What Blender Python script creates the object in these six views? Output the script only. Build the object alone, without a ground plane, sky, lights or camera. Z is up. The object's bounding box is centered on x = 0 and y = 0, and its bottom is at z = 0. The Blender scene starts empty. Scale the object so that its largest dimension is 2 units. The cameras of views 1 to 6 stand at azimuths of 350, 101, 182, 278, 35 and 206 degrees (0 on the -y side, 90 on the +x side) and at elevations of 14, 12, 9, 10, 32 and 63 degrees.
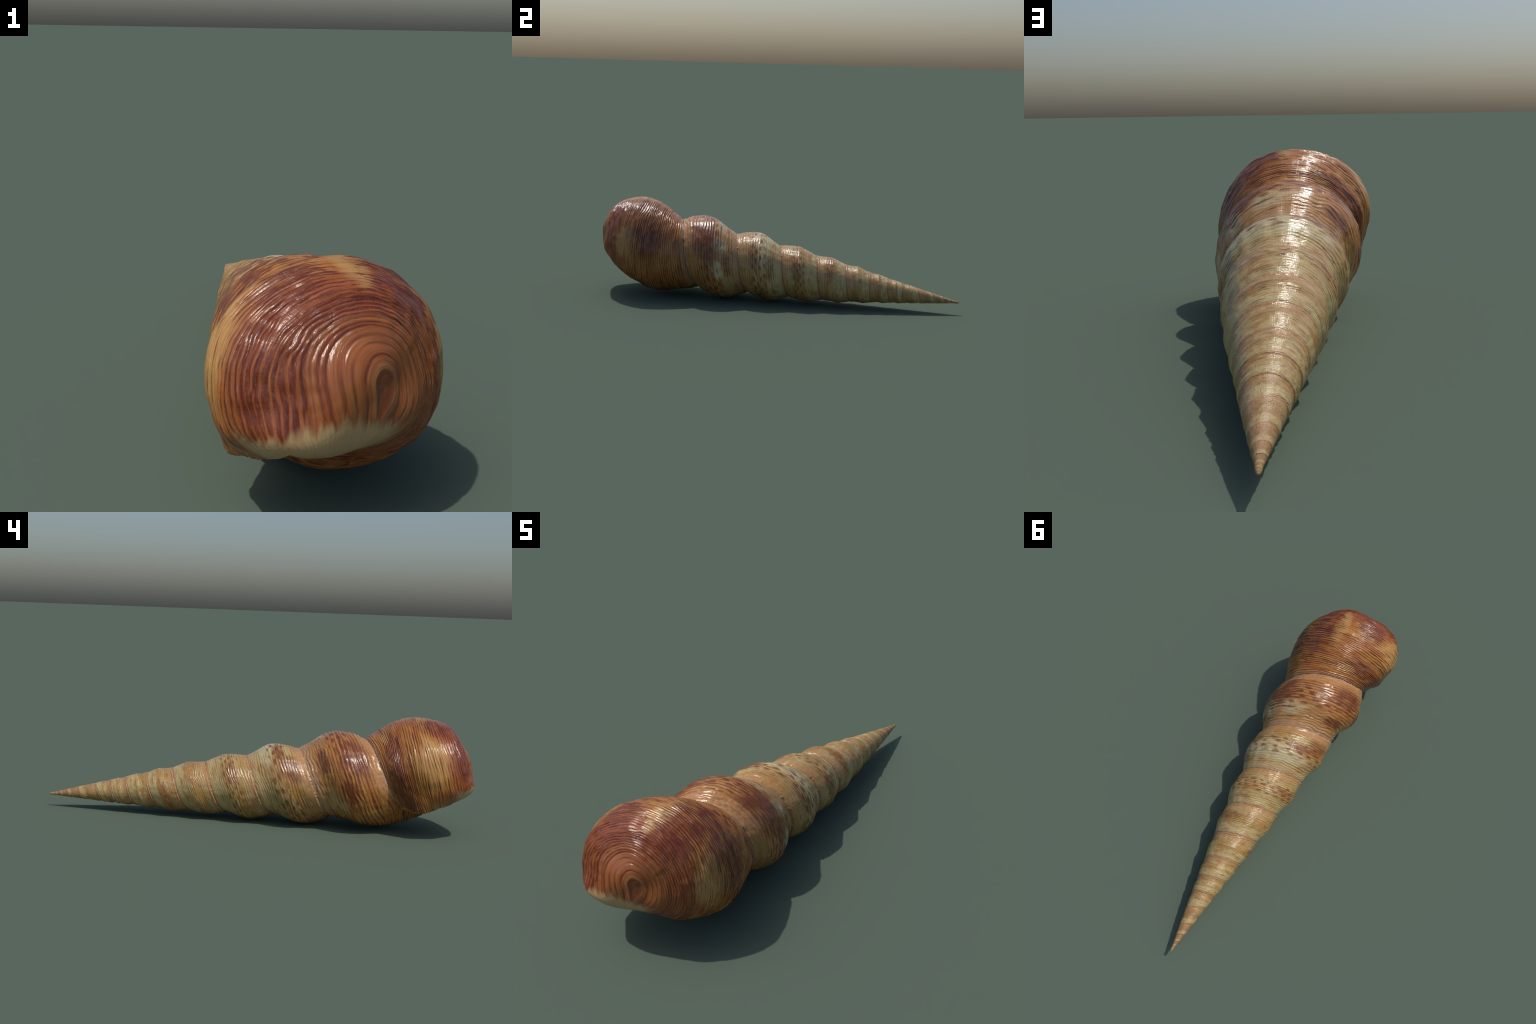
import bpy, math
import numpy as np

TAU = 2 * math.pi
# ------------------------------------------------------------------ shell form
# The shell is one sheet wound round a slightly bowed axis (apex -> base).
APEX = np.array([0.0195, 1.0074, 0.0574])
BASE = np.array([0.0006, -0.9904, 0.3023])
BOW = (-0.0132, -0.0141)            # sideways bow of the axis (up, side)
RATIO = 1.2522                      # growth of the pitch per turn
LAST = 0.7713                       # axial place of the last suture on top
LIP = math.radians(124)             # direction in which the outer lip ends
TAPER_AT = np.array([0, .15, .3, .45, .6, .75, .9])
TAPER = np.array([0.3866, 0.3401, 0.3275, 0.3035, 0.2820, 0.2610, 0.2231])
PROFILE_TIP = np.array([0.0240, 0.0240, 0.0340, 0.0200, 0.0280, -0.0240, -0.0500, -0.0310])
PROFILE_BIG = np.array([-0.1341, -0.0753, 0.0162, 0.1201, 0.1678, 0.1511, 0.0860, -0.0017])
CENTRE_AT = 0.87
EYE = np.array([.067, -.967, .326])  # where the cords close at the base
DOME_AT = np.array([0, .12, .26, .42, .58, .74, .88, 1.0])
DOME = np.array([0.2133, 0.2421, 0.2395, 0.2428, 0.2402, 0.2418, 0.2418])
# swelling of the dome round the axis: mean, cos, sin, cos2, sin2, cos3, sin3
SWELL = np.array([
    [-0.0049, 0.0130, 0.0157, -0.0169, -0.0003, 0.0008, -0.0104],
    [0.0506, -0.0567, -0.0399, 0.0016, -0.0089, 0.0173, -0.0005],
    [0.0289, 0.1028, 0.0780, -0.0666, 0.0059, 0.0104, -0.0202],
    [0.0050, 0.1559, 0.1147, -0.0871, 0.0249, 0.0362, -0.0366],
    [0.0131, 0.0581, 0.0391, -0.0102, 0.0067, 0.0287, -0.0173],
    [0.0113, 0.0372, 0.0493, 0.0049, 0.0117, 0.0052, -0.0071]])
MOUTH = 0.0985                      # how fast the mouth closes round the axis
FLARES = (((-.134, -.975, .214), .045, (-0.0117, -0.0411, 0.0069)),
          ((-.03, -.985, .222), .060, (-0.0306, -0.0290, -0.0110)),
          ((-.078, -.951, .367), .050, (-.005, -.017, .005)),
          ((-.218, -.900, .230), .045, (-.009, -.005, -.007)),
          ((-.165, -.690, .140), .050, (.002, .000, -.007)),
          ((-.215, -.706, .341), .050, (-.012, .000, .005)),
          ((-.235, -.750, .220), .050, (.010, .000, .000)),
          ((.120, -.950, .200), .060, (-.004, .006, .003)))
START = np.array([0.3822, 0.2008, -0.2768, 0.4905, -1.2084])  # polar angle of the suture

TURNS, PER_TURN, ROUND, DOME_ROWS = 22, 84, 288, 270

axis = BASE - APEX
length = float(np.linalg.norm(axis))
fwd = axis / length
up = np.array([0, 0, 1.0]) - fwd * fwd[2]
up /= np.linalg.norm(up)
side = np.cross(fwd, up)
side = -side if side[0] > 0 else side


def spline(xk, yk, x):
    m = np.gradient(yk, xk)
    i = np.clip(np.searchsorted(xk, x) - 1, 0, len(xk) - 2)
    h = xk[i + 1] - xk[i]
    t = (x - xk[i]) / h
    return ((2*t**3 - 3*t**2 + 1) * yk[i] + (t**3 - 2*t**2 + t) * h * m[i]
            + (-2*t**3 + 3*t**2) * yk[i + 1] + (t**3 - t**2) * h * m[i + 1])


def loop_spline(yk, u):
    y = np.concatenate([yk[-2:], yk, yk[:3]])
    return spline((np.arange(len(y)) - 2) / len(yk), y, u)


def whorl_profile(u, s):
    f = np.clip((s - .1) / .6, 0, 1.2)
    return (loop_spline(PROFILE_TIP, u) * (1 - f) + loop_spline(PROFILE_BIG, u) * f) * np.clip((s - .05) / .13, 0, 1)


def centre(s):
    return APEX + s[..., None] * axis + (4 * s * (1 - s))[..., None] * (BOW[0] * up + BOW[1] * side)


CEN = centre(np.array(CENTRE_AT))
TILT = (EYE - CEN) / ((EYE - CEN) @ fwd) - fwd

phi = LIP + np.arange(ROUND + 1) * TAU / ROUND
turn = np.arange(ROUND + 1) / ROUND
radial = np.cos(phi)[:, None] * up + np.sin(phi)[:, None] * side
suture = LAST * RATIO ** ((phi - TAU) / TAU)

# --- spire: rows run along the spiral, from the last suture to the apex
w = np.arange(TURNS * PER_TURN + 1) / PER_TURN
S = RATIO ** (-w)[:, None] * suture[None]
u = (-w - np.floor(-w - 1e-9))[:, None] + 0 * S
# the grooves between the big whorls are filled on the side of the lip
near = np.minimum(u, 1 - u) / .13
facing = np.exp(-(((phi % TAU) - math.radians(104)) / math.radians(44)) ** 2)[None] * np.clip((S - .35) / .3, 0, 1)
thick = S * spline(TAPER_AT, TAPER, S) * (1 + whorl_profile(u, S) + facing * (.085 + .05 * np.clip((.79 - S) / .1, 0, 1)) * np.exp(-near * near))
blunt = np.clip((.018 - S) / (.018 - .0040), 0, 1)
thick = np.where(blunt > 0, .0072 * np.sqrt(1 - blunt ** 2), thick)      # rounded tip
spire = centre(S) + thick[..., None] * radial[None]

# the very tip closes to a blunt point
for i in range(24):
    t = (24 - i) / 24
    ring_mid = spire[-1 - i].mean(0)
    spire[-1 - i] = ring_mid + (spire[-1 - i] - ring_mid) * math.sqrt(max(0, 1 - t * t)) - fwd * .0025 * t * t

# --- body whorl: polar sheet from the last suture over the dome to the base
E = spire[0] - CEN
ea, er = E @ fwd, (E * radial).sum(1)
psi0, rho0 = np.arctan2(ea, er), np.hypot(ea, er)
# the sheet starts, under the lip, as the whorl before it
old = spire[:PER_TURN + 1, -1][::-1] - CEN
oa, orr = old @ fwd, old @ radial[0]
oa = np.append(oa, [oa[-1] + .06, .17, .225])
orr = np.append(orr, [orr[-1] * .8, .06, 0])
op = np.arctan2(oa, orr)
ov, oh = (op - op[0]) / (math.pi / 2 - op[0]), np.hypot(oa, orr)
V_SEAM = ov[PER_TURN]
LIP_START = psi0[-1]
v = np.concatenate([ov[:PER_TURN + 1], V_SEAM + (1 - V_SEAM) * np.arange(1, DOME_ROWS + 1) / DOME_ROWS])
H = np.stack([0 * phi + 1, np.cos(phi), np.sin(phi), np.cos(2*phi), np.sin(2*phi), np.cos(3*phi), np.sin(3*phi)])
knots = np.vstack([rho0[None], DOME[:6, None] * (1 + SWELL @ H), np.full((1, len(phi)), DOME[6])])
knots[1] = (rho0 * .14 + knots[2] * .12) / .26 * (DOME[0] / .22) * (1 + SWELL[0] @ H)
rho = np.stack([spline(DOME_AT, knots[:, j], v) for j in range(len(phi))], 1)
rim = .66 + .14 * np.clip(turn / .16, 0, 1.4)
wv = np.clip((rim[None] - v[:, None]) / .12, 0, 1)
wv = wv * wv * (3 - 2 * wv)
old_s, old_r = S[:PER_TURN + 1, -1][::-1] / RATIO, thick[:PER_TURN + 1, -1][::-1] / RATIO
carried = np.empty_like(rho)
for j, t in enumerate(turn):
    grow = RATIO ** (1 + min(t, .45))
    q = centre(old_s * grow) - CEN
    qa, qr = q @ fwd, q @ radial[j] + old_r * grow
    qa, qr = np.append(qa, [qa[-1] + .06, .17, .225]), np.append(qr, [qr[-1] * .8, .06, 0])
    qp = np.arctan2(qa, qr)
    carried[:, j] = np.interp(v, (qp - psi0[j]) / (math.pi / 2 - psi0[j]), np.hypot(qa, qr))
rho += (carried - rho) * np.exp(-(turn / (1.1 * MOUTH)) ** 1.6)[None] * wv


def polar(rho, v, psi0, radial, turn):
    t = np.clip((v - .3) / .36, 0, 1)[:, None]
    start = psi0[None] + (LIP_START - psi0[None]) * t * t * (3 - 2 * t)
    ps = start + (math.pi / 2 - start) * v[:, None]
    q = np.clip((.55 - v) / .2, 0, 1)[:, None]
    tilt = v[:, None] ** 2 * (1 - np.exp(-(turn / .05) ** 2)[None] * q * q * (3 - 2 * q))
    d = np.cos(ps)[..., None] * radial[None] + np.sin(ps)[..., None] * fwd + tilt[..., None] * TILT
    p = CEN + rho[..., None] * d / np.linalg.norm(d, axis=-1)[..., None]
    # behind the centre the axis is bowed: carry the sideways part of the bow
    sa = CENTRE_AT + np.minimum((p - CEN) @ fwd, 0) / length
    off = (4 * sa * (1 - sa) - 4 * CENTRE_AT * (1 - CENTRE_AT))[..., None] * (BOW[0] * up + BOW[1] * side)
    p = p + off - (off * radial[None]).sum(-1)[..., None] * radial[None]
    for at, size, push in FLARES:
        p = p + np.array(push) * np.exp(-((p - np.array(at)) ** 2).sum(-1) / (2 * size * size))[..., None]
    return p


body = polar(rho, v, psi0, radial, turn)
# the lip ends in a straight edge, drawn down a little at the back and at its front corner
ext = np.clip((turn - .93) / .07, 0, 1)[None] ** 2 * (.010 * np.exp(-((v - .10) / .16) ** 2) + .004 * np.exp(-((v - .56) / .10) ** 2) * np.clip((.67 - v) / .06, 0, 1))[:, None]
body[..., 2] -= ext


# ------------------------------------------------------------------ strip coordinates
# T: turns along the growth of the shell, c: place across the whorl (0 = suture).
def smooth(e0, e1, x):
    t = np.clip((x - e0) / (e1 - e0), 0, 1)
    return t * t * (3 - 2 * t)


SLOW = -7.7                         # nearer the tip than this the turns are longer


def strip(P, is_body):
    e = P - APEX
    s = e @ fwd / length
    k = 4 * s * (1 - s)
    a = ((np.arctan2(e @ side - BOW[1] * k, e @ up - BOW[0] * k) - LIP) / TAU) % 1
    W = np.log(np.maximum(s, 1e-4) / LAST) / math.log(RATIO)
    W = np.maximum(W, SLOW + (W - SLOW) * .5) - (a + LIP / TAU - 1)
    if not is_body:
        kk = np.floor(W)
        return a + LIP / TAU - 1 + kk, W - kk
    E = P - CEN
    z = E @ fwd
    n = np.linalg.norm(E, axis=-1)
    g = np.clip(z / n, 0, 1) ** 2 * z
    yu, ys = E @ up - g * (TILT @ up), E @ side - g * (TILT @ side)
    ab = np.where(z > 0, ((np.arctan2(ys, yu) - LIP) / TAU) % 1, a)
    p0 = np.polyval(START, ab)
    ahead = np.clip(z / n, 0, 1)
    # turns join up in front, and stand as tall arches round the eye, open below on the lip side
    p0 = p0 + (START.sum() - p0) * smooth(.45, .8, ahead) * smooth(.4, 0, ab)
    low, lipward = smooth(.01, -.03, yu), smooth(-.03, .03, ys)
    yu = yu * (1 - smooth(.75, .95, ahead) * (.22 + low * lipward * .55))
    vv = (np.arctan2(z, np.hypot(yu, ys)) - p0) / (math.pi / 2 - p0)
    c = vv / V_SEAM
    c = c + (np.clip(W, 0, 1) - c) * np.clip(1 - ab / .2, 0, 1) * (c < 1)
    return ab + LIP / TAU - 1, c


rng = np.random.RandomState(7)
LATTICE = rng.rand(256, 256)


def noise(x, y):
    xi, yi = np.floor(x).astype(int), np.floor(y).astype(int)
    fx, fy = x - xi, y - yi
    fx, fy = fx * fx * (3 - 2 * fx), fy * fy * (3 - 2 * fy)
    L = lambda i, j: LATTICE[i % 256, j % 256]
    return ((L(xi, yi) * (1 - fx) + L(xi + 1, yi) * fx) * (1 - fy)
            + (L(xi, yi + 1) * (1 - fx) + L(xi + 1, yi + 1) * fx) * fy)


GROOVES = (2.62, 2.80, 2.94, 3.05, 3.20)
NARROW, WIDE = 20.0, 16.0           # spiral cords per whorl width: whorls, dome


def relief(T, c, s, is_body):
    size = np.clip(s, 0, .85)
    cx, cy = 3 + 1.3 * np.cos(T * TAU), 3 + 1.3 * np.sin(T * TAU)
    calm = 1 - smooth(2.4, 3.1, c)                       # no wobble where the turns converge
    wave = 1.7 * (noise(T * 7 + 11, c * 3) - .5) + 1.0 * (noise(T * 26, c * 8) - .5) + .4 * (noise(T * 61, c * 15) - .5)
    p = np.minimum(c, 1) * NARROW + np.maximum(c - 1, 0) * WIDE + wave * calm
    cord = np.abs(np.sin(p * math.pi)) ** .7 - .6
    strength = .25 + 1.5 * noise(T * 6 + 40, np.floor(p) * .77)
    h = .0042 * size * cord * strength * (.35 + 1.3 * noise(T * 34, p * .5))
    if is_body:
        front = smooth(2.1, 2.7, c)
        h = h * (1 - .55 * front - .4 * smooth(2.6, 3.0, c))
        at = c + .06 * (noise(cx, cy + 20) - .5)
        for groove in GROOVES:                               # overlapping growth edges round the eye
            h -= .0014 * np.exp(-((at - groove) / .016) ** 2) * smooth(.25, .6, noise(cx + groove * 90, cy))
            h += .0005 * np.exp(-((at - groove - .05) / .04) ** 2)
        h += .0012 * np.exp(-((at - 3.31) / .03) ** 2) - .0018 * smooth(3.33, 3.40, at)
    h += .010 * size * (noise(T * 6, c * 2.2 + 9) - .5) * calm         # slow lumps
    h += .0045 * size * (noise(T * 48, c * 7) - .5) * calm             # wrinkles across the cords
    seam = np.minimum(c, 1.0) if is_body else c
    edge = np.where(s > .03, .27 + .73 * size, size)
    h += edge * (.0040 * smooth(.92, .985, c) * (not is_body) - .0045 * (1 - smooth(.0, .07, seam)))
    return h


# ------------------------------------------------------------------ welded mesh
nw, nb, nc = len(w), len(v), ROUND + 1
pts = np.concatenate([spire.reshape(-1, 3), body.reshape(-1, 3)])
ids_s = np.arange(nw * nc).reshape(nw, nc)
ids_b = nw * nc + np.arange(nb * nc).reshape(nb, nc)
ids_s[PER_TURN:, -1] = ids_s[:nw - PER_TURN, 0]          # one turn on, the sheet meets itself
ids_b[0] = ids_s[0]                                       # body begins at the last suture
ids_b[:PER_TURN + 1, 0] = ids_s[:PER_TURN + 1, -1][::-1]  # ... and carries on the whorl before
fused = v > .69
ids_b[fused, -1] = ids_b[fused, 0]                        # front of the mouth is one piece
quads = lambda g: np.stack([g[:-1, :-1], g[:-1, 1:], g[1:, 1:], g[1:, :-1]], -1).reshape(-1, 4)
f_s, f_b = quads(ids_s)[:, ::-1], quads(ids_b)
row_s = np.repeat(np.arange(nw - 1), ROUND)
row_b = np.repeat(np.arange(nb - 1), ROUND)
used = np.unique(np.concatenate([f_s, f_b]))
tip = len(pts)
tip_ring = ids_s[-1, :-1]
remap = np.full(len(pts), -1)
remap[used] = np.arange(len(used))
co = pts[used]
on_body = used >= nw * nc
faces = remap[np.concatenate([f_s, f_b])]


def vertex_normals(co, faces):
    a, b, c, d = (co[faces[:, i]] for i in range(4))
    n = np.cross(c - a, d - b)
    out = np.zeros_like(co)
    for i in range(4):
        for j in range(3):
            out[:, j] += np.bincount(faces[:, i], n[:, j], len(co))
    return out / np.maximum(np.linalg.norm(out, axis=1), 1e-12)[:, None]


nor = vertex_normals(co, faces)
if (nor[::97] * (co[::97] - CEN))[on_body[::97]].sum() < 0:
    faces, nor = faces[:, ::-1], -nor
h = np.zeros(len(co))
for flag in (True, False):
    m = on_body == flag
    T, c = strip(co[m], flag)
    h[m] = relief(T, c, (co[m] - APEX) @ fwd / length, flag)
    if flag:                                             # the callus is smooth
        x, y, z = co[m].T
        top = np.minimum(.280 + (x + .03) * .27, .280 - (x + .03) * .30)
        h[m] *= 1 - .85 * smooth(-.02, .02, top - z) * smooth(-.90, -.94, y)
co = co + nor * h[:, None]
lift = .001
co[:, 2] = np.maximum(co[:, 2] + lift, 0)               # rests on the ground
nor = vertex_normals(co, faces)


def add_mesh(name, verts, quads_, normals, material, parent):
    me = bpy.data.meshes.new(name)
    me.vertices.add(len(verts))
    me.vertices.foreach_set("co", verts.astype(np.float32).ravel())
    me.loops.add(quads_.size)
    me.loops.foreach_set("vertex_index", quads_.astype(np.int32).ravel())
    me.polygons.add(len(quads_))
    me.polygons.foreach_set("loop_start", np.arange(len(quads_), dtype=np.int32) * 4)
    me.polygons.foreach_set("use_smooth", np.ones(len(quads_), bool))
    me.update(calc_edges=True)
    if normals is not None:
        me.normals_split_custom_set_from_vertices(normals.astype(np.float32))
    me.materials.append(material)
    ob = bpy.data.objects.new(name, me)
    bpy.context.scene.collection.objects.link(ob)
    ob.parent = parent
    return ob


def part(name, mask, material, parent):
    f = faces[mask]
    keep = np.unique(f)
    back = np.zeros(len(co), int)
    back[keep] = np.arange(len(keep))
    return add_mesh(name, co[keep], back[f], nor[keep], material, parent)


# ------------------------------------------------------------------ node helper
class Val:
    tree = None

    def __init__(self, sock):
        self.s = sock

    @staticmethod
    def op(kind, *args, clamp=False):
        n = Val.tree.nodes.new("ShaderNodeMath")
        n.operation, n.use_clamp = kind, clamp
        for i, a in enumerate(args):
            if isinstance(a, Val):
                Val.tree.links.new(a.s, n.inputs[i])
            else:
                n.inputs[i].default_value = float(a)
        return Val(n.outputs[0])

    def __add__(s, o): return Val.op("ADD", s, o)
    __radd__ = __add__
    def __sub__(s, o): return Val.op("SUBTRACT", s, o)
    def __rsub__(s, o): return Val.op("SUBTRACT", o, s)
    def __mul__(s, o): return Val.op("MULTIPLY", s, o)
    __rmul__ = __mul__
    def __truediv__(s, o): return Val.op("DIVIDE", s, o)
    def __pow__(s, o): return Val.op("POWER", s, o)


def step(e0, e1, x):
    n = Val.tree.nodes.new("ShaderNodeMapRange")
    n.interpolation_type = "SMOOTHSTEP"
    Val.tree.links.new(x.s, n.inputs["Value"])
    if e0 < e1:
        n.inputs["From Min"].default_value, n.inputs["From Max"].default_value = e0, e1
    else:
        n.inputs["From Min"].default_value, n.inputs["From Max"].default_value = e1, e0
        n.inputs["To Min"].default_value, n.inputs["To Max"].default_value = 1, 0
    return Val(n.outputs["Result"])


def fract(x): return Val.op("FRACT", x)
def clamp01(x): return Val.op("ADD", x, 0, clamp=True)
def vmax(a, b): return Val.op("MAXIMUM", a, b)
def lerp(a, b, t): return a + (b - a) * t


def dot(vec, d):
    n = Val.tree.nodes.new("ShaderNodeVectorMath")
    n.operation = "DOT_PRODUCT"
    Val.tree.links.new(vec, n.inputs[0])
    n.inputs[1].default_value = tuple(map(float, d))
    return Val(n.outputs["Value"])


def minus(vec, d):
    n = Val.tree.nodes.new("ShaderNodeVectorMath")
    n.operation = "SUBTRACT"
    Val.tree.links.new(vec, n.inputs[0])
    n.inputs[1].default_value = tuple(map(float, d))
    return n.outputs[0]


def vec(*xyz):
    n = Val.tree.nodes.new("ShaderNodeCombineXYZ")
    for i, a in enumerate(xyz):
        if isinstance(a, Val):
            Val.tree.links.new(a.s, n.inputs[i])
        else:
            n.inputs[i].default_value = a
    return n.outputs[0]


def tex(v_, scale=1.0, detail=2.0, rough=.5):
    n = Val.tree.nodes.new("ShaderNodeTexNoise")
    Val.tree.links.new(v_, n.inputs["Vector"])
    n.inputs["Scale"].default_value = scale
    n.inputs["Detail"].default_value = detail
    n.inputs["Roughness"].default_value = rough
    return Val(n.outputs["Fac"])


def lin(rgb):
    f = lambda x: x / 12.92 if x <= .04045 else ((x + .055) / 1.055) ** 2.4
    return tuple(f(x / 255) for x in rgb) + (1,)


def blend(fac, a, b):
    n = Val.tree.nodes.new("ShaderNodeMix")
    n.data_type = "RGBA"
    if isinstance(fac, Val):
        Val.tree.links.new(fac.s, n.inputs[0])
    else:
        n.inputs[0].default_value = fac
    for sock, x in ((n.inputs[6], a), (n.inputs[7], b)):
        if isinstance(x, tuple):
            sock.default_value = lin(x)
        else:
            Val.tree.links.new(x, sock)
    return n.outputs[2]


def new_material(name):
    mat = bpy.data.materials.new(name)
    mat.use_nodes = True
    Val.tree = mat.node_tree
    return mat, mat.node_tree.nodes["Principled BSDF"]


# blotches that can be told apart: (T, c, half length in turns, half width)
DARK = [(-.075, 1.50, .065, 1.0), (-.18, 1.05, .095, .5), (.085, 1.9, .05, .42), (.14, .64, .08, .24),
        (.28, .62, .10, .42), (.21, 2.4, .11, .42), (.03, 2.6, .10, .4), (-.845, .27, .06, .07), (-.85, .76, .07, .22),
        (-.73, .52, .035, .12), (-.77, .06, .05, .07), (-1.13, .62, .08, .28), (-1.23, .54, .06, .12),
        (-1.24, .24, .05, .08), (-1.83, .76, .06, .22), (-2.17, .66, .07, .1), (-2.22, .3, .06, .1), (-1.92, .6, .05, .1), (-2.37, .6, .06, .12), (-2.5, .42, .05, .1),
        (-2.85, .6, .08, .1), (-3.2, .62, .07, .12), (-3.55, .55, .08, .12), (-4.1, .6, .1, .12), (-4.7, .6, .12, .12)]
PALE = [(-.016, 1.65, .022, .6), (.20, 1.58, .075, .36), (-.225, 1.65, .06, .36), (.084, .46, .026, .12), (-1.035, .33, .06, .1),
        (-1.15, .36, .035, .14), (-1.26, .42, .04, .12), (-.67, .25, .06, .16), (-2.05, .45, .14, .16), (-1.95, .36, .1, .14)]


def shell_material():
    mat, bsdf = new_material("glossy_shell")
    tree = Val.tree
    coord = tree.nodes.new("ShaderNodeTexCoord").outputs["Object"]
    pos = minus(coord, (0, 0, lift))
    # --- the same strip coordinates as above, from the object coordinates
    e = minus(pos, APEX)
    s = dot(e, fwd) / length
    k = s * (1 - s) * 4
    a = fract((Val.op("ARCTAN2", dot(e, side) - k * BOW[1], dot(e, up) - k * BOW[0]) - LIP) / TAU + 2)
    W = Val.op("LOGARITHM", vmax(s, 1e-4) / LAST, RATIO)
    W = vmax(W, (W - SLOW) * .5 + SLOW) - (a + (LIP / TAU - 1))
    is_body = Val.op("GREATER_THAN", W, 0.0)
    kk = Val.op("FLOOR", W)
    b = minus(pos, CEN)
    z, bu, bs = dot(b, fwd), dot(b, up), dot(b, side)
    n = Val.op("SQRT", z * z + bu * bu + bs * bs)
    g = clamp01(z / n)
    g = g * g * z
    yu, ys = bu - g * float(TILT @ up), bs - g * float(TILT @ side)
    ab = fract((Val.op("ARCTAN2", ys, yu) - LIP) / TAU + 2)
    ab = lerp(a, ab, Val.op("GREATER_THAN", z, 0.0))
    p0 = (((ab * START[0] + START[1]) * ab + START[2]) * ab + START[3]) * ab + START[4]
    ahead = clamp01(z / n)
    p0 = p0 + (START.sum() - p0) * step(.45, .8, ahead) * step(.4, 0, ab)
    yu = yu * (1 - step(.75, .95, ahead) * (step(.01, -.03, yu) * step(-.03, .03, ys) * .55 + .22))
    vv = (Val.op("ARCTAN2", z, Val.op("SQRT", yu * yu + ys * ys)) - p0) / (math.pi / 2 - p0)
    cb = vv / V_SEAM
    cb = lerp(cb, clamp01(W), clamp01(1 - ab / .2) * Val.op("LESS_THAN", cb, 1.0))
    T = lerp(a + kk, ab, is_body) + (LIP / TAU - 1)
    c = lerp(W - kk, cb, is_body)

    # --- fields along the strip (calmed where the turns converge at the eye)
    calm = step(3.1, 2.4, c)
    Tc = T * calm
    wob = tex(vec(Tc * 7, c * 3, 3.3), 1, 2)
    wob2 = tex(vec(Tc * 24, c * 9, 1.7), 1, 2)
    cords = Val.op("MINIMUM", c, 1.0) * NARROW + vmax(c - 1, 0.0) * WIDE + (wob - .5) * 1.8 + (wob2 - .5) * .6
    tri = Val.op("ABSOLUTE", fract(cords) - .5) * 2        # 0 on a cord, 1 between cords
    which = Val.op("FLOOR", cords)
    per_cord = tex(vec(Tc * 8, which * 3.71, 8.8), 1, 3, .6)
    streak = tex(vec(Tc * 12, c * 34, 0.0), 1, 3, .65)
    broad = tex(vec(Tc * 5.5, c * 2.6, 5.0), 1, 3, .55)
    blot = tex(vec(Tc * 9, c * 5, 15.0), 1, 3, .55)
    mott = tex(vec(Tc * 26, c * 9, 71.0), 1, 3, .6)
    grain = tex(vec(Tc * 90, c * 40, 2.0), 1, 3, .6)
    grown = step(-2.6, -.1, T + (broad - .5) * .7)         # 0 at the pale spire, 1 at the dark body
    on_spire = 1 - is_body
    edge = (tex(vec(Tc * 14, c * 7, 31.0), 1, 3, .6) - .5) * 1.4 + (per_cord - .5) * 1.8
    hand = []
    for spots in (DARK, PALE):
        acc = None
        for (t0, c0, rt, rc) in spots:
            x, y = (T - t0) / rt, (c - c0) / rc
            m = step(1.7, .1, x * x + y * y + edge)
            acc = m if acc is None else vmax(acc, m)
        hand.append(acc)
    dark_hand, pale_hand = hand
    pale_hand = pale_hand * (.45 + .55 * step(.35, .62, mott))

    # --- ground colour: cream spire, tan body, red-brown base
    cream = blend(step(.35, .68, broad), (172, 138, 78), (190, 170, 116))
    cream = blend(step(.45, .7, tex(vec(Tc * 3.3, c * 5, 44.0), 1, 3)) * .75, cream, (176, 132, 80))
    cream = blend(step(-7.2, -11.0, T) * .6, cream, (160, 112, 68))
    tan = blend(step(.35, .68, blot), (166, 100, 42), (186, 130, 64))
    col = blend(step(-2.5, -.5, T + (blot - .5) * 2.0), cream, tan)
    front = step(1.6, 2.15, c + (broad - .5) * .5) * is_body
    col = blend(front, col, blend(step(.3, .7, broad), (142, 70, 36), (160, 92, 46)))
    col = blend(step(.42, .28, c + (mott - .5) * .15) * (1 - grown) * on_spire * .6, col, (202, 184, 130))
    amber = step(.50, .68, tex(vec(Tc * 10, c * 6, 120.0), 1, 3, .6))
    col = blend(amber * (1 - grown * .8) * .7, col, (172, 110, 44))
    col = blend(step(.56, .70, tex(vec(Tc * 7, c * 3, 90.0), 1, 3, .6)) * (1 - grown) * .30, col, (136, 116, 80))
    col = blend(pale_hand * .8, col, blend(step(-1.3, -.4, T), (206, 196, 156), (192, 152, 92)))

    # --- brown lines along the cords, broad in the dark blotches and thin elsewhere
    auto = step(.46, .70, blot + (per_cord - .5) * .3)
    dens = grown * .13 + .05 + (per_cord - .5) * (.9 + 1.2 * grown) + auto * (.32 - .04 * grown)
    shoulder = step(.36, .50, c) * step(.90, .76, c) * on_spire
    dens = dens + shoulder * .17 - (1 - shoulder) * on_spire * .04
    dens = dens + dark_hand * .55 - pale_hand * .36
    dens = dens * step(.02, .16, c) * (1 - step(.84, .95, c) * on_spire * step(-.655, -.74, T) * .75)
    lines = step(-.16, .16, dens - tri) * (1 - .75 * step(2.5, 2.95, c))
    lines = lines * (.62 + .38 * step(.30, .55, mott))
    brown = blend(grown, (114, 62, 28), (94, 34, 20))
    brown = blend(step(.4, .7, tex(vec(Tc * 11, c * 8, 60.0), 1, 2)) * .6, brown, (126, 62, 32))
    brown = blend(dark_hand * grown * .7, brown, blend(front, (90, 30, 20), (100, 36, 20)))
    col = blend(clamp01(dark_hand * step(.25, .75, mott) * (.66 - .06 * grown) * (1 - .65 * front)), col, brown)
    col = blend(clamp01(lines * (.62 + .30 * grown)), col, brown)
    fine = step(.54, .74, streak) * step(.05, .2, c) * (.35 + .5 * (1 - pale_hand))
    col = blend(clamp01(fine * (.85 - .55 * grown)), col, blend(grown, (138, 92, 46), (112, 54, 30)))
    # rows of small flecks on the shoulder of the middle whorls
    rows = c * 11 + (wob - .5) * 1.2 + (wob2 - .5) * .5
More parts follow.
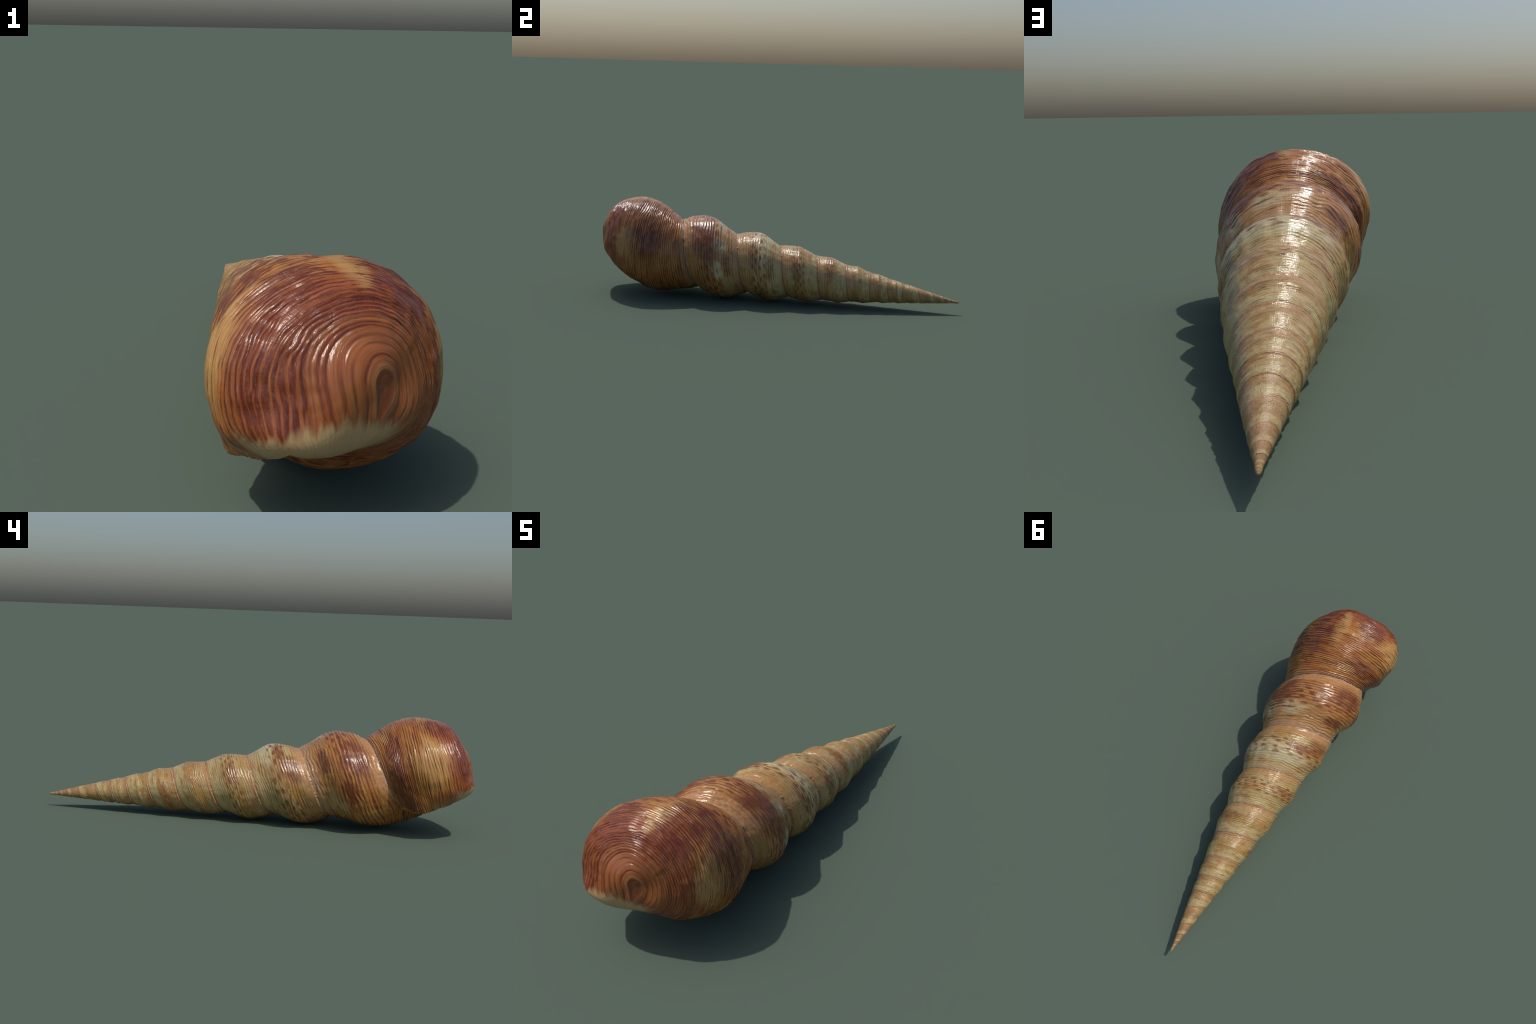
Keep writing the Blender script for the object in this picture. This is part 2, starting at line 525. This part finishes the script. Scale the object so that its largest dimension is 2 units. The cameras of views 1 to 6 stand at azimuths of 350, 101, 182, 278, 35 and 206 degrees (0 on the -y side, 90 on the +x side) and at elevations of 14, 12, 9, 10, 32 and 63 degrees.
    dt = fract(T * 19 + Val.op("FLOOR", rows) * .37 + (wob - .5) * 1.6)
    dx, dy = (dt - .5) / .30, (fract(rows) - .5) / .30
    flecks = step(1.3, .2, dx * dx + dy * dy + (mott - .5) * 3.4)
    flecks = flecks * step(.34, .44, c) * step(.80, .68, c) * step(-4.2, -3.0, T) * step(-.72, -.95, T) * step(.38, .56, broad + .08)
    col = blend(flecks * .78, col, blend(grown, (112, 60, 20), (98, 42, 18)))
    # growth edges and light bands round the eye
    cx, cy = Val.op("COSINE", T * TAU) * 1.3, Val.op("SINE", T * TAU) * 1.3
    at = cb + (tex(vec(cx, cy, 20.0), 1, 1) - .5) * .06
    for i, groove in enumerate(GROOVES):
        part_way = step(.40, .60, tex(vec(cx, cy, float(i) * 3.3), 1, 1)) * is_body
        col = blend(step(.028, .006, Val.op("ABSOLUTE", at - groove)) * part_way * .5, col, (88, 46, 26))
        col = blend(step(.055, .02, Val.op("ABSOLUTE", at - groove - .065)) * is_body * (.15 + .25 * part_way), col, (176, 112, 62))
    col = blend(step(.045, .015, Val.op("ABSOLUTE", at - 3.31)) * is_body * .6, col, (172, 118, 72))
    col = blend(step(3.34, 3.40, at) * is_body * .75, col, blend(streak, (98, 50, 28), (134, 74, 40)))
    # rosy band before each suture, pale mottled seam after it
    pink = step(.80, .93, c + (mott - .5) * .08) * on_spire * step(-.655, -.74, T)
    col = blend(pink * (.35 + .5 * step(.35, .65, broad)), col, blend(step(.4, .6, grain), (172, 120, 78), (186, 142, 98)))
    seam = step(.16, .05, c + (grain - .5) * .08)
    col = blend(seam * (.30 + .45 * grown), col, (178, 142, 110))
    line = step(.965, .99, c) * on_spire * step(-.655, -.70, T)
    col = blend(line * .55 * grown, col, (204, 170, 134))
    col = blend(step(.045, .0, c) * (.72 - .6 * grown), col, (92, 60, 38))
    # pale callus along the front of the mouth
    X, Y, Z = dot(pos, (1, 0, 0)), dot(pos, (0, 1, 0)), dot(pos, (0, 0, 1))
    top = Val.op("MINIMUM", .280 + (X + .03) * .27, .280 - (X + .03) * .30)
    call = top - Z + (tex(vec(X * 40, Z * 9, 9.0), 1, 3, .6) - .5) * .05 + (tex(vec(X * 75, Z * 6, 2.0), 1, 1) - .5) * .04
    call = step(-.012, .020, call) * step(-.915, -.945, Y + (wob2 - .5) * .03) * step(.13, .06, X) * is_body
    col = blend(call * .94, col, blend(grain, (178, 144, 98), (206, 174, 128)))
    # fine grain and threads across the whorl
    thread = tex(vec(Tc * 220, c * 2.2, 4.0), 1, 2)
    col = blend(step(.5, .75, thread) * .10, col, (90, 62, 36))
    col = blend(step(.5, .8, grain) * .12, col, (206, 182, 138))
    col = blend(step(.80, .98, tri) * (.07 + .18 * step(.45, .65, mott)), col, (84, 52, 30))

    tree.links.new(col, bsdf.inputs["Base Color"])
    rough = clamp01(.27 + (grain - .5) * .25 + call * .2)
    tree.links.new(rough.s, bsdf.inputs["Roughness"])
    bsdf.inputs["Specular IOR Level"].default_value = .55
    height = streak * .5 + grain * .35 + thread * .25 + mott * .6
    bump = tree.nodes.new("ShaderNodeBump")
    bump.inputs["Strength"].default_value = .6
    bump.inputs["Distance"].default_value = .0028
    tree.links.new(height.s, bump.inputs["Height"])
    tree.links.new(bump.outputs["Normal"], bsdf.inputs["Normal"])
    return mat


def mouth_material():
    mat, bsdf = new_material("smooth_inner_shell")
    tree = Val.tree
    coord = tree.nodes.new("ShaderNodeTexCoord").outputs["Object"]
    m = tex(coord, 14, 3)
    tree.links.new(blend(m, (176, 142, 102), (196, 164, 124)), bsdf.inputs["Base Color"])
    bsdf.inputs["Roughness"].default_value = .35
    return mat


shell_mat, mouth_mat = shell_material(), mouth_material()
root = bpy.data.objects.new("auger_seashell", None)
bpy.context.scene.collection.objects.link(root)
root["label"] = "long pointed spiral seashell, glossy cream and brown banded"
root["category"] = "seashell"

is_b = np.concatenate([np.zeros(len(f_s), bool), np.ones(len(f_b), bool)])
row = np.concatenate([row_s, row_b])
part("body_whorl", is_b, shell_mat, root)
FREE = 10
for i in range(FREE):
    part("whorl", ~is_b & (row // PER_TURN == i), shell_mat, root)
part("apex", ~is_b & (row // PER_TURN >= FREE), shell_mat, root)

# --- inside of the mouth: the back of the lip, and the pillar it winds round
lip_rows = np.nonzero((v <= .70) & (np.arange(nb) % 3 == 0))[0]
n_deep = 60
cols = np.arange(ROUND, ROUND - n_deep * 2, -2)
inner = []
for i, j in enumerate(cols):
    idx = remap[ids_b[lip_rows, j]]
    thick = 0.0 if i == 0 else .004 + .016 * min(1, i / 10)
    inner.append(co[idx] - nor[idx] * thick)
inner = np.array(inner)
g = np.arange(inner.shape[0] * inner.shape[1]).reshape(inner.shape[:2])
add_mesh("mouth_lining", inner.reshape(-1, 3), quads(g), None, mouth_mat, root)
pil_v = v[PER_TURN:][::3]
pil_v = pil_v[pil_v <= .72]
back_phi = LIP - np.linspace(0, 1.6 * math.pi, 60)
prad = np.cos(back_phi)[:, None] * up + np.sin(back_phi)[:, None] * side
pil_rho = np.interp(pil_v, ov, oh)[:, None] * np.linspace(1, .8, 60)[None]
pillar = polar(pil_rho, pil_v, np.full(60, psi0[0]), prad, np.zeros(60))
pillar[..., 2] += lift
g = np.arange(pillar.shape[0] * pillar.shape[1]).reshape(pillar.shape[:2])
add_mesh("columella", pillar.reshape(-1, 3), quads(g), None, mouth_mat, root)
